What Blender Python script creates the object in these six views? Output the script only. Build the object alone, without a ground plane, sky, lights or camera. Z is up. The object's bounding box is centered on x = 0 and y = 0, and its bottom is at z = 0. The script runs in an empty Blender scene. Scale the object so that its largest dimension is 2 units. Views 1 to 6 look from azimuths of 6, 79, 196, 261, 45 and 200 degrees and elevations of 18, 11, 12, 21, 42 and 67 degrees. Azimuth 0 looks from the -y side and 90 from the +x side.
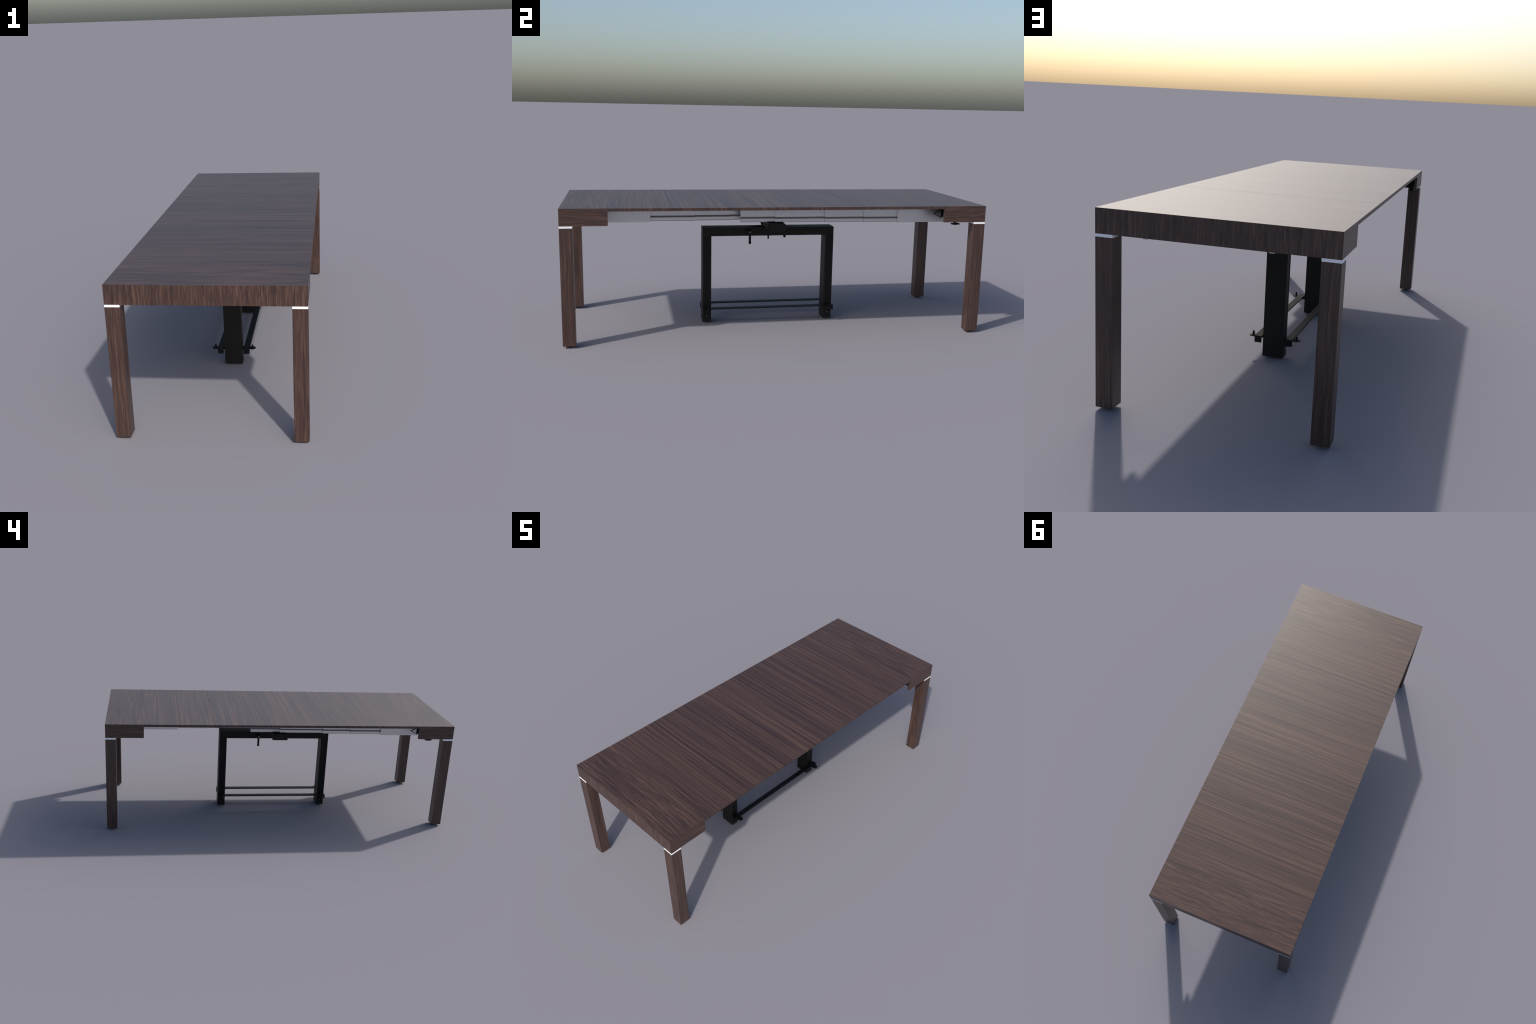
import bpy, bmesh, math
from mathutils import Matrix, Vector

# ------------------------------------------------------------------ sizes (m)
HALF_X, HALF_Y = 0.372, 1.0
TOP_Z, APRON_Z = 0.6327, 0.555      # table surface, lower edge of the aprons
T = 0.0135                         # board thickness
SIDE_END = 0.790                   # the side aprons stop here
SEAM = 0.3955                      # joint between the two leaves
LEG, LEG_TOP, LEG_BOT = 0.057, 0.5455, 0.0078
POST_X, POST_IN, POST_OUT = 0.0405, 0.2933, 0.3365
BEAM_BOT, BEAM_TOP = 0.4450, 0.4868

# ------------------------------------------------------------------ materials
def new_mat(name):
    m = bpy.data.materials.new(name)
    m.use_nodes = True
    nt = m.node_tree
    return m, nt, nt.nodes["Principled BSDF"]

def plain(name, color, rough, metal=0.0, grain=0.0, spec=0.5):
    """Flat colour with a faint mottling and uneven gloss."""
    m, nt, bsdf = new_mat(name)
    tc = nt.nodes.new("ShaderNodeTexCoord")
    nz = nt.nodes.new("ShaderNodeTexNoise")
    nz.inputs["Scale"].default_value = 60
    nz.inputs["Detail"].default_value = 3
    nt.links.new(tc.outputs["Object"], nz.inputs["Vector"])
    cr = nt.nodes.new("ShaderNodeValToRGB")
    k = grain
    cr.color_ramp.elements[0].position, cr.color_ramp.elements[1].position = 0.3, 0.7
    cr.color_ramp.elements[0].color = (*[c * (1 - k) for c in color], 1)
    cr.color_ramp.elements[1].color = (*[min(1, c * (1 + k)) for c in color], 1)
    nt.links.new(nz.outputs["Fac"], cr.inputs["Fac"])
    nt.links.new(cr.outputs["Color"], bsdf.inputs["Base Color"])
    mr = nt.nodes.new("ShaderNodeMapRange")
    mr.inputs["To Min"].default_value = rough - 0.04
    mr.inputs["To Max"].default_value = rough + 0.04
    nt.links.new(nz.outputs["Fac"], mr.inputs["Value"])
    nt.links.new(mr.outputs["Result"], bsdf.inputs["Roughness"])
    bsdf.inputs["Metallic"].default_value = metal
    bsdf.inputs["Specular IOR Level"].default_value = spec
    return m

def brushed(name, color, rough):
    """Drawn aluminium: brushing lines run along y."""
    m, nt, bsdf = new_mat(name)
    tc = nt.nodes.new("ShaderNodeTexCoord")
    mp = nt.nodes.new("ShaderNodeMapping")
    mp.inputs["Scale"].default_value = (400, 8, 400)
    nz = nt.nodes.new("ShaderNodeTexNoise")
    nz.inputs["Scale"].default_value = 1.0
    nz.inputs["Detail"].default_value = 4
    nt.links.new(tc.outputs["Object"], mp.inputs["Vector"])
    nt.links.new(mp.outputs["Vector"], nz.inputs["Vector"])
    cr = nt.nodes.new("ShaderNodeValToRGB")
    cr.color_ramp.elements[0].position, cr.color_ramp.elements[1].position = 0.3, 0.7
    cr.color_ramp.elements[0].color = (*[c * 0.95 for c in color], 1)
    cr.color_ramp.elements[1].color = (*[c * 1.05 for c in color], 1)
    nt.links.new(nz.outputs["Fac"], cr.inputs["Fac"])
    nt.links.new(cr.outputs["Color"], bsdf.inputs["Base Color"])
    bsdf.inputs["Metallic"].default_value = 1.0
    bsdf.inputs["Roughness"].default_value = rough
    return m

def wood(name, stretch, figure=0.0, vary=False, bands=1.0, wave=0.012, contrast=1.0):
    """Dark walnut veneer. stretch = noise frequency per metre on x, y, z; the grain
    runs along the axis with the low frequency. figure = flame pattern near |y| = 1."""
    m, nt, bsdf = new_mat(name)
    N, L = nt.nodes.new, nt.links.new
    tc = N("ShaderNodeTexCoord")
    vec = tc.outputs["Object"]
    if vary:                                   # shift the veneer from piece to piece
        oi = N("ShaderNodeObjectInfo")
        sc = N("ShaderNodeVectorMath"); sc.operation = 'SCALE'
        sc.inputs[0].default_value = (7.3, 5.1, 3.7)
        L(oi.outputs["Random"], sc.inputs["Scale"])
        ad = N("ShaderNodeVectorMath"); ad.operation = 'ADD'
        L(vec, ad.inputs[0]); L(sc.outputs["Vector"], ad.inputs[1])
        vec = ad.outputs["Vector"]

    # slow sideways wander of the grain; near the table ends it turns into a flame figure
    sep = N("ShaderNodeSeparateXYZ"); L(tc.outputs["Object"], sep.inputs[0])
    ab = N("ShaderNodeMath"); ab.operation = 'ABSOLUTE'; L(sep.outputs["Y"], ab.inputs[0])
    mask = N("ShaderNodeMapRange"); mask.interpolation_type = 'SMOOTHSTEP'
    mask.inputs["From Min"].default_value = 0.66
    mask.inputs["From Max"].default_value = 0.90
    mask.inputs["To Max"].default_value = 1.0 if figure else 0.0
    L(ab.outputs[0], mask.inputs["Value"])

    def wander(scale, detail, amount, gate):
        wn = N("ShaderNodeTexNoise")
        wn.inputs["Scale"].default_value = scale
        wn.inputs["Detail"].default_value = detail
        L(vec, wn.inputs["Vector"])
        sub = N("ShaderNodeVectorMath"); sub.operation = 'SUBTRACT'
        sub.inputs[1].default_value = (0.5, 0.5, 0.5)
        L(wn.outputs["Color"], sub.inputs[0])
        amt = N("ShaderNodeVectorMath"); amt.operation = 'SCALE'
        L(sub.outputs["Vector"], amt.inputs[0])
        if gate:
            g = N("ShaderNodeMath"); g.operation = 'MULTIPLY'
            g.inputs[1].default_value = amount
            L(mask.outputs["Result"], g.inputs[0]); L(g.outputs[0], amt.inputs["Scale"])
        else:
            amt.inputs["Scale"].default_value = amount
        return amt.outputs["Vector"]

    terms = [wander(3.2, 2, wave, False)]
    if figure:
        terms.append(wander(7.0, 2, figure, True))
        st = N("ShaderNodeVectorMath"); st.operation = 'MULTIPLY'   # shorter streaks there
        st.inputs[1].default_value = (4.0, 0, 0)
        sc2 = N("ShaderNodeVectorMath"); sc2.operation = 'SCALE'
        L(vec, st.inputs[0]); L(st.outputs["Vector"], sc2.inputs[0])
        L(mask.outputs["Result"], sc2.inputs["Scale"])
        terms.append(sc2.outputs["Vector"])
    for t in terms:
        wv = N("ShaderNodeVectorMath"); wv.operation = 'ADD'
        L(vec, wv.inputs[0]); L(t, wv.inputs[1])
        vec = wv.outputs["Vector"]

    def streaks(freq, detail, rough, lo, hi, offset):
        mp = N("ShaderNodeMapping")
        mp.inputs["Scale"].default_value = [s * freq for s in stretch]
        mp.inputs["Location"].default_value = (offset, offset * 0.7, offset * 1.3)
        L(vec, mp.inputs["Vector"])
        nz = N("ShaderNodeTexNoise")
        nz.inputs["Scale"].default_value = 1.0
        nz.inputs["Detail"].default_value = detail
        nz.inputs["Roughness"].default_value = rough
        L(mp.outputs["Vector"], nz.inputs["Vector"])
        r = N("ShaderNodeMapRange")
        r.inputs["From Min"].default_value = lo
        r.inputs["From Max"].default_value = hi
        L(nz.outputs["Fac"], r.inputs["Value"])
        return r.outputs["Result"]

    def mix(fac, a, b, strength):
        mx = N("ShaderNodeMix"); mx.data_type = 'RGBA'
        s = N("ShaderNodeMath"); s.operation = 'MULTIPLY'
        s.inputs[1].default_value = strength * contrast
        L(fac, s.inputs[0]); L(s.outputs[0], mx.inputs[0])
        if isinstance(a, tuple): mx.inputs[6].default_value = (*a, 1)
        else: L(a, mx.inputs[6])
        mx.inputs[7].default_value = (*b, 1)
        return mx.outputs[2]

    dark, mid, light = WOOD_DARK, WOOD_MID, WOOD_LIGHT
    c = mix(streaks(0.22, 2, 0.5, 0.44, 0.58, 3.1), mid, tuple(v * 0.78 for v in mid), 0.8 * bands)
    c = mix(streaks(0.55, 4, 0.6, 0.50, 0.61, 11.7), c, dark, 0.85)
    c = mix(streaks(1.15, 4, 0.6, 0.53, 0.63, 23.9), c, light, 0.85)
    c = mix(streaks(2.4, 3, 0.55, 0.51, 0.62, 37.3), c, tuple(v * 0.85 for v in dark), 0.6)
    c = mix(streaks(1.9, 2, 0.5, 0.56, 0.66, 51.3), c, tuple(v * 1.15 for v in light), 0.7)
    L(c, bsdf.inputs["Base Color"])
    bsdf.inputs["Roughness"].default_value = WOOD_ROUGH
    bsdf.inputs["Specular IOR Level"].default_value = WOOD_SPEC
    return m

WOOD_MID = (0.0600, 0.0325, 0.0255)
WOOD_DARK = (0.027, 0.0150, 0.0155)
WOOD_LIGHT = (0.118, 0.066, 0.048)
WOOD_ROUGH, WOOD_SPEC = 0.40, 0.5

wood_top = wood("walnut_top", (0.75, 112, 3.0), figure=0.020, contrast=0.82)
wood_end = wood("walnut_end_apron", (140, 6, 7.0), bands=0.25, wave=0.012, contrast=0.9)
wood_side = wood("walnut_side_apron", (8, 6, 150), bands=0.3, wave=0.012, contrast=0.65)
wood_leg = wood("walnut_leg", (130, 130, 3.4), vary=True, bands=0.35, wave=0.012, contrast=0.72)
satin_white = plain("satin_white", (0.93, 0.93, 0.94), 0.35, grain=0.01)
aluminium = brushed("drawn_aluminium", (0.63, 0.63, 0.645), 0.36)
black_paint = plain("black_powder_coat", (0.0115, 0.0110, 0.0098), 0.55, grain=0.08, spec=0.22)
black_plastic = plain("black_plastic", (0.004, 0.004, 0.004), 0.6, grain=0.05, spec=0.25)
groove_strip_grey = plain("groove_strip_grey", (0.14, 0.14, 0.145), 0.5, grain=0.05)
steel = plain("zinc_steel", (0.30, 0.30, 0.31), 0.3, metal=1.0, grain=0.03)

# ------------------------------------------------------------------ mesh helpers
def finish(bm, name, mat, bevel=0.0, smooth=False):
    bmesh.ops.recalc_face_normals(bm, faces=bm.faces)
    if bevel:
        edges = [e for e in bm.edges if len(e.link_faces) == 2 and e.calc_face_angle(0) > 0.6]
        bmesh.ops.bevel(bm, geom=edges, offset=bevel, segments=2, affect='EDGES', profile=0.5,
                        clamp_overlap=True)
    me = bpy.data.meshes.new(name)
    bm.to_mesh(me); bm.free()
    me.materials.append(mat)
    if smooth:
        for p in me.polygons: p.use_smooth = True
        me.set_sharp_from_angle(angle=math.radians(35))
    return me

def add_box(bm, x, y, z):
    m = Matrix.Translation(((x[0]+x[1])/2, (y[0]+y[1])/2, (z[0]+z[1])/2)) @ \
        Matrix.Diagonal((x[1]-x[0], y[1]-y[0], z[1]-z[0], 1))
    bmesh.ops.create_cube(bm, size=1.0, matrix=m)

def add_prism(bm, outline, axis, a, b):
    """Extrude a 2D outline along axis from a to b (outline is in the other two axes, in order)."""
    def pt(p, t):
        v = list(p); v.insert('xyz'.index(axis), t); return v
    lo = [bm.verts.new(pt(p, a)) for p in outline]
    hi = [bm.verts.new(pt(p, b)) for p in outline]
    n = len(outline)
    bm.faces.new(lo); bm.faces.new(hi)
    for i in range(n):
        bm.faces.new((lo[i], lo[(i+1) % n], hi[(i+1) % n], hi[i]))

def add_ring_prism(bm, outer, inner, axis, a, b):
    """A hollow prism: two outlines with the same number of corners."""
    def pt(p, t):
        v = list(p); v.insert('xyz'.index(axis), t); return v
    O = [[bm.verts.new(pt(p, t)) for p in outer] for t in (a, b)]
    I = [[bm.verts.new(pt(p, t)) for p in inner] for t in (a, b)]
    n = len(outer)
    for i in range(n):
        j = (i+1) % n
        bm.faces.new((O[0][i], O[0][j], O[1][j], O[1][i]))
        bm.faces.new((I[0][i], I[0][j], I[1][j], I[1][i]))
        for t in (0, 1):
            bm.faces.new((O[t][i], O[t][j], I[t][j], I[t][i]))

def add_rod(bm, p, q, r, r2=None, seg=20):
    p, q = Vector(p), Vector(q)
    d = q - p
    m = Matrix.Translation((p+q)/2) @ d.to_track_quat('Z', 'Y').to_matrix().to_4x4()
    bmesh.ops.create_cone(bm, cap_ends=True, segments=seg, radius1=r,
                          radius2=r if r2 is None else r2, depth=d.length, matrix=m)

def add_ball(bm, c, r):
    bmesh.ops.create_uvsphere(bm, u_segments=18, v_segments=10, radius=r,
                              matrix=Matrix.Translation(c))

def loft(bm, rings):
    """Skin a list of closed rings, welding corners that coincide."""
    cache = {}
    def v(p):
        k = tuple(round(c, 6) for c in p)
        if k not in cache: cache[k] = bm.verts.new(p)
        return cache[k]
    def face(ps):
        u = []
        for p in ps:
            w = v(p)
            if w not in u: u.append(w)
        if len(u) >= 3:
            a = Vector((0, 0, 0))
            for i in range(1, len(u)-1):
                a += (u[i].co-u[0].co).cross(u[i+1].co-u[0].co)
            if a.length > 1e-10 and bm.faces.get(u) is None: bm.faces.new(u)
    for A, B in zip(rings, rings[1:]):
        for i in range(len(A)):
            j = (i+1) % len(A)
            face((A[i], A[j], B[j], B[i]))
    face(rings[0]); face(rings[-1])

def arc(cx, cy, r, a0, a1, n=10):
    return [(cx + r*math.cos(math.radians(a0+(a1-a0)*i/n)),
             cy + r*math.sin(math.radians(a0+(a1-a0)*i/n))) for i in range(n+1)]

def place(name, mesh, parent, loc=(0, 0, 0), turn=0.0):
    ob = bpy.data.objects.new(name, mesh)
    bpy.context.scene.collection.objects.link(ob)
    ob.parent = parent
    ob.location = loc
    ob.rotation_euler = (0, 0, turn)
    return ob

HALF_TURN = math.pi

# ------------------------------------------------------------------ the table
table = bpy.data.objects.new("extending_table", None)
bpy.context.scene.collection.objects.link(table)
table["label"] = "long extending dining table, dark walnut, black centre frame"
table["category"] = "dining table"

# ---- table top: two leaves, mitred into the aprons at both ends
def leaf_mesh(y_seam, sgn):
    bm = bmesh.new()
    zb = TOP_Z - T
    def ring(yt, yb, xb):
        return [(-HALF_X, yt, TOP_Z), (HALF_X, yt, TOP_Z), (xb, yb, zb), (-xb, yb, zb)]
    e = 0.0002
    rings = [ring(sgn*HALF_Y, sgn*(HALF_Y-T-e), HALF_X-T-e),
             ring(sgn*SIDE_END, sgn*SIDE_END, HALF_X-T-e),
             ring(sgn*SIDE_END, sgn*SIDE_END, HALF_X),
             ring(y_seam, y_seam, HALF_X)]
    loft(bm, rings)
    return finish(bm, "tabletop_leaf", wood_top)

place("tabletop_leaf", leaf_mesh(SEAM-0.0007, -1), table)
place("tabletop_leaf", leaf_mesh(SEAM+0.0007, +1), table)
# tongue that closes the joint from below
bm = bmesh.new(); add_box(bm, (-0.30, 0.30), (SEAM-0.015, SEAM+0.015), (TOP_Z-T-0.003, TOP_Z-T-0.0005))
place("joint_batten", finish(bm, "joint_batten", black_plastic), table)

# ---- aprons
bm = bmesh.new()
xi = HALF_X - T
loft(bm, [[(-HALF_X, HALF_Y, APRON_Z), (HALF_X, HALF_Y, APRON_Z), (HALF_X, HALF_Y, TOP_Z), (-HALF_X, HALF_Y, TOP_Z)],
          [(-xi, HALF_Y-T, APRON_Z), (xi, HALF_Y-T, APRON_Z), (xi, HALF_Y-T, TOP_Z-T), (-xi, HALF_Y-T, TOP_Z-T)]])
end_apron = finish(bm, "end_apron", wood_end)
bm = bmesh.new()
loft(bm, [[(HALF_X, SIDE_END, APRON_Z), (HALF_X, HALF_Y, APRON_Z), (HALF_X, HALF_Y, TOP_Z), (HALF_X, SIDE_END, TOP_Z)],
          [(xi, SIDE_END, APRON_Z), (xi, HALF_Y-T, APRON_Z), (xi, HALF_Y-T, TOP_Z-T), (xi, SIDE_END, TOP_Z-T)]])
side_apron_a = finish(bm, "side_apron", wood_side)
bm = bmesh.new(); bm.from_mesh(side_apron_a)
bmesh.ops.transform(bm, matrix=Matrix.Diagonal((-1, 1, 1, 1)), verts=bm.verts)
side_apron_b = finish(bm, "side_apron", wood_side)
for turn in (0.0, HALF_TURN):
    place("end_apron", end_apron, table, turn=turn)
    place("side_apron", side_apron_a, table, turn=turn)
    place("side_apron", side_apron_b, table, turn=turn)

# ---- legs, each with its white reveal strip on top and a glide below
h = LEG/2
bm = bmesh.new(); add_box(bm, (-h, h), (-h, h), (LEG_BOT, LEG_TOP))
leg = finish(bm, "leg", wood_leg, bevel=0.0006)
bm = bmesh.new(); add_box(bm, (-h, h), (-h, h), (LEG_TOP+0.0001, APRON_Z-0.0001))
strip = finish(bm, "reveal_strip", satin_white)
bm = bmesh.new()
add_rod(bm, (0, 0, 0.0), (0, 0, 0.0045), 0.0125, 0.0135, seg=28)
add_rod(bm, (0, 0, 0.0045), (0, 0, LEG_BOT+0.002), 0.006)
glide = finish(bm, "glide", black_plastic, smooth=True)
for sx, sy in ((1, -1), (-1, -1), (1, 1), (-1, 1)):
    lg = place("leg", leg, table, (sx*(HALF_X-h), sy*(HALF_Y-h), 0))
    place("reveal_strip", strip, lg)
    place("glide", glide, lg)

# ---- telescopic slides under the top
def rail_profile(x_out, width, z_bot, z_top, groove=True):
    """Cross-section (x, z) of an extrusion: slot on both flanks, chamfered lower edges."""
    x0, x1 = x_out-width, x_out
    c, d = 0.0035, 0.30*width
    g0, g1 = z_bot+0.0178, z_bot+0.0268
    pts = [(x0+c, z_bot), (x1-c, z_bot), (x1, z_bot+c)]
    if groove: pts += [(x1, g0), (x1-d, g0+0.0015), (x1-d, g1-0.0005), (x1, g1)]
    pts += [(x1, z_top), (x0, z_top)]
    if groove: pts += [(x0, g1), (x0+d, g1-0.0005), (x0+d, g0+0.0015), (x0, g0)]
    pts += [(x0, z_bot+c)]
    return pts

RAIL_TOP = TOP_Z - T - 0.001
def make_slide(turn, block, sections):
    """block = (x_out, width, z_bot, y from, y to); sections = (x_out, z_bot, y from, y to), nested."""
    x, w, z, y0, y1 = block
    bm = bmesh.new()
    add_box(bm, (x-w, x), (min(y0, y1), max(y0, y1)), (z, RAIL_TOP))
    ob = place("slide_rail", finish(bm, "slide_rail", aluminium, bevel=0.0006), table, turn=turn)
    for i, (xs, zs, a, b) in enumerate(sections):
        inward = 0.03 if a > b else -0.03          # each section slides into the one before
        bm = bmesh.new()
        add_prism(bm, rail_profile(xs, w-0.002, zs, RAIL_TOP-0.0008*(i+1)), 'y', min(a+inward, b), max(a+inward, b))
        sec = place("rail_section", finish(bm, "rail_section", aluminium), ob)
        bm = bmesh.new()                           # dark runner set into the slots of the section so that they look darker
        for xa in (xs-0.0035, xs-(w-0.002)+0.0015):
            add_box(bm, (xa, xa+0.002), (min(a+inward*0.9, b), max(a+inward*0.9, b)), (zs+0.0180, zs+0.0266))
        place("groove_strip", finish(bm, "groove_strip", groove_strip_grey), sec)

OUTER = (0.2480, 0.0145, 0.5385, 0.600, 0.937)
def outer_sections(j1, j2, j3, end):
    return [(0.2370, 0.5390, 0.601, j1), (0.2310, 0.5394, j1, j2), (0.2215, 0.5396, j2, j3), (0.2110, 0.5398, j3, end)]
make_slide(0.0, OUTER, outer_sections(0.430, 0.236, -0.008, -0.174))
make_slide(HALF_TURN, OUTER, outer_sections(0.418, 0.253, -0.004, -0.175))
INNER = (0.1625, 0.0150, 0.5385, -0.597, -0.938)
def inner_sections(j1, j2):
    return [(0.1390, 0.5388, -0.597, j1), (0.1350, 0.5398, j1, j2), (0.1310, 0.5406, j2, 0.17)]
make_slide(0.0, INNER, inner_sections(-0.386, -0.2145))
make_slide(HALF_TURN, INNER, inner_sections(-0.420, -0.2515))

# ---- triangular stop and turn-latch in two opposite corners
bm = bmesh.new()
apex, low, high = (0.7525, 0.5920), (0.7935, 0.5695), (0.7935, 0.6150)
cx = sum(p[0] for p in (apex, low, high))/3; cz = sum(p[1] for p in (apex, low, high))/3
inner = [(cx+(p[0]-cx)*0.76, cz+(p[1]-cz)*0.76) for p in (apex, low, high)]
add_ring_prism(bm, (apex, low, high), inner, 'x', 0.3240, 0.3300)
add_box(bm, (0.3235, 0.3305), (0.7938, 0.8015), (0.5755, 0.6110))
stop = finish(bm, "triangular_stop", black_plastic)
bm = bmesh.new()
add_box(bm, (0.307, 0.352), (0.815, 0.900), (0.558, 0.612))
add_rod(bm, (0.340, 0.860, 0.545), (0.340, 0.860, 0.560), 0.0085)
add_box(bm, (0.331, 0.351), (0.842, 0.880), (0.5400, 0.5462))
add_rod(bm, (0.342, 0.861, 0.5378), (0.342, 0.861, 0.5405), 0.007)
latch = finish(bm, "turn_latch", black_plastic, bevel=0.0006)
for turn in (0.0, HALF_TURN):
    place("triangular_stop", stop, table, turn=turn)
    place("turn_latch", latch, table, turn=turn)

# ---- black centre frame
bm = bmesh.new()
add_box(bm, (-POST_X, POST_X), (-POST_OUT, POST_OUT), (BEAM_BOT, BEAM_TOP))
frame = place("support_frame", finish(bm, "support_frame", black_paint, bevel=0.0012), table)
d, fl = 0.0025, 0.0095                                 # depth and flange of the post channel
H = [(-POST_X, POST_IN), (POST_X, POST_IN), (POST_X, POST_IN+fl-0.0007), (POST_X-d, POST_IN+fl),
     (POST_X-d, POST_OUT-fl), (POST_X, POST_OUT-fl+0.0007), (POST_X, POST_OUT), (-POST_X, POST_OUT),
     (-POST_X, POST_OUT-fl+0.0007), (-POST_X+d, POST_OUT-fl), (-POST_X+d, POST_IN+fl), (-POST_X, POST_IN+fl-0.0007)]
bm = bmesh.new()
add_prism(bm, H, 'z', 0.0245, BEAM_BOT-0.0002)
add_box(bm, (-POST_X, POST_X), (POST_IN, POST_OUT), (0.0042, 0.0244))
add_box(bm, (-POST_X+0.014, POST_X-0.014), (POST_IN+0.012, POST_OUT-0.012), (0.0, 0.0041))
post = finish(bm, "post", black_paint)
for turn in (0.0, HALF_TURN):
    place("post", post, frame, turn=turn)

bm = bmesh.new()
for s in (-1, 1):
    add_box(bm, tuple(sorted((s*(POST_X-d+0.0002), s*(POST_X-0.0008)))), (POST_IN+fl+0.0003, POST_OUT-fl-0.0003), (0.030, BEAM_BOT-0.001))
cover = finish(bm, "channel_cover", black_plastic)
for turn in (0.0, HALF_TURN):
    place("channel_cover", cover, frame, turn=turn)

# stretcher bars: flat strips folded down at the ends, on hanging lugs bolted to the posts
bm = bmesh.new()
bx0, bx1, by, bz = 0.0468, 0.0738, 0.3382, 0.0812
add_box(bm, (bx0, bx1), (-by, by), (bz-0.0056, bz))
for s in (-1, 1):
    add_box(bm, (bx0, bx1), tuple(sorted((s*by, s*(by-0.0035)))), (0.0550, bz-0.0057))
bar = finish(bm, "stretcher_bar", black_plastic)
mid_y = (POST_IN+POST_OUT)/2
bm = bmesh.new()
r = 0.0157
add_prism(bm, arc(mid_y, 0.0325, r, 180, 360, 16) + [(mid_y+r, 0.074), (mid_y-r, 0.074)], 'x', POST_X-0.0005, POST_X+0.0008)
lug = finish(bm, "hanging_lug", black_plastic)
bm = bmesh.new()
for z in (0.0365, 0.0600):
    add_rod(bm, (POST_X+0.0006, mid_y-0.001, z), (POST_X+0.0045, mid_y-0.001, z), 0.0034, 0.0026)
bolt = finish(bm, "bolt", steel, smooth=True)
bm = bmesh.new()
ty = 0.3145
add_prism(bm, [(p[0], p[1]) for p in arc(0.0872, ty, 0.0135, -90, 90, 14)] + [(POST_X+0.0010, ty+0.0135), (POST_X+0.0010, ty-0.0135)],
          'z', bz-0.0085, bz-0.0050)
add_rod(bm, (0.0862, ty-0.002, 0.0705), (0.0862, ty-0.002, 0.0910), 0.0040)
tab = finish(bm, "levelling_tab", black_plastic)
for turn in (0.0, HALF_TURN):
    b = place("stretcher_bar", bar, frame, turn=turn)
    for s in (1, -1):
        shift = (0, 0, 0) if s == 1 else (0, -2*mid_y, 0)
        off = Vector(shift); off.rotate(Matrix.Rotation(turn, 4, 'Z'))
        place("hanging_lug", lug, frame, off, turn)
        place("bolt", bolt, frame, off, turn)
        toff = Vector((0, 0 if s == 1 else -2*ty+0.002, 0)); toff.rotate(Matrix.Rotation(turn, 4, 'Z'))
        place("levelling_tab", tab, frame, toff, turn)

# crank handles
bm = bmesh.new()
add_rod(bm, (POST_X-0.002, -0.106, 0.4725), (0.0870, -0.106, 0.4705), 0.0055)
add_rod(bm, (0.0820, -0.106, 0.4740), (0.0870, -0.1065, 0.4175), 0.0062, 0.0058)
add_ball(bm, (0.0820, -0.106, 0.4740), 0.0064)
add_ball(bm, (0.0872, -0.1065, 0.4180), 0.0070)
crank = finish(bm, "crank_handle", black_plastic, smooth=True)
bm = bmesh.new()
ringo = arc(-0.106, 0.4705, 0.0042, 0, 342, 19); ringi = arc(-0.106, 0.4705, 0.0022, 0, 342, 19)
add_ring_prism(bm, ringo, ringi, 'x', 0.0865, 0.0895)
washer = finish(bm, "washer", steel)
for turn in (0.0, HALF_TURN):
    place("crank_handle", crank, frame, turn=turn)
    place("washer", washer, frame, turn=turn)

# pivot bracket between the frame and the slides
RAIL_BOT = 0.5378
bm = bmesh.new()
r, zb, zt = 0.012, 0.5010, RAIL_BOT-0.0004
flap = [(-0.0385, zb), (0.0425, zb), (0.0425, zt-r)] + arc(0.0425-r, zt-r, r, 0, 90, 8) + [(-0.0385, zt)]
add_prism(bm, flap, 'x', 0.2360, 0.2400)                              # plate hanging at the slide
add_box(bm, (0.0880, 0.2359), (-0.0405, -0.0370), (0.5035, zt))       # folded edge of the yoke
add_box(bm, (0.2200, 0.2359), (-0.0440, -0.0406), (0.5020, zt))
add_box(bm, (0.0305, 0.2359), (-0.0365, 0.0350), (zt-0.0040, zt))
yoke = finish(bm, "yoke_arm", black_paint)
bm = bmesh.new()
ped = [(-0.0310, BEAM_TOP+0.0002), (-0.0310, 0.4975), (-0.0420, 0.5065), (-0.0420, zt), (0.0400, zt), (0.0400, BEAM_TOP+0.0002)]
add_prism(bm, ped, 'x', -0.0300, 0.0300)
add_box(bm, (-0.0415, 0.0415), (-0.0370, -0.0345), (BEAM_BOT+0.008, BEAM_TOP+0.001))
add_rod(bm, (0, 0.002, 0.4385), (0, 0.002, BEAM_BOT), 0.0095)
add_rod(bm, (0, 0.003, 0.4210), (0, 0.003, 0.4385), 0.0038)
bracket = place("pivot_bracket", finish(bm, "pivot_bracket", black_paint), frame)
for turn in (0.0, HALF_TURN):
    place("yoke_arm", yoke, bracket, turn=turn)
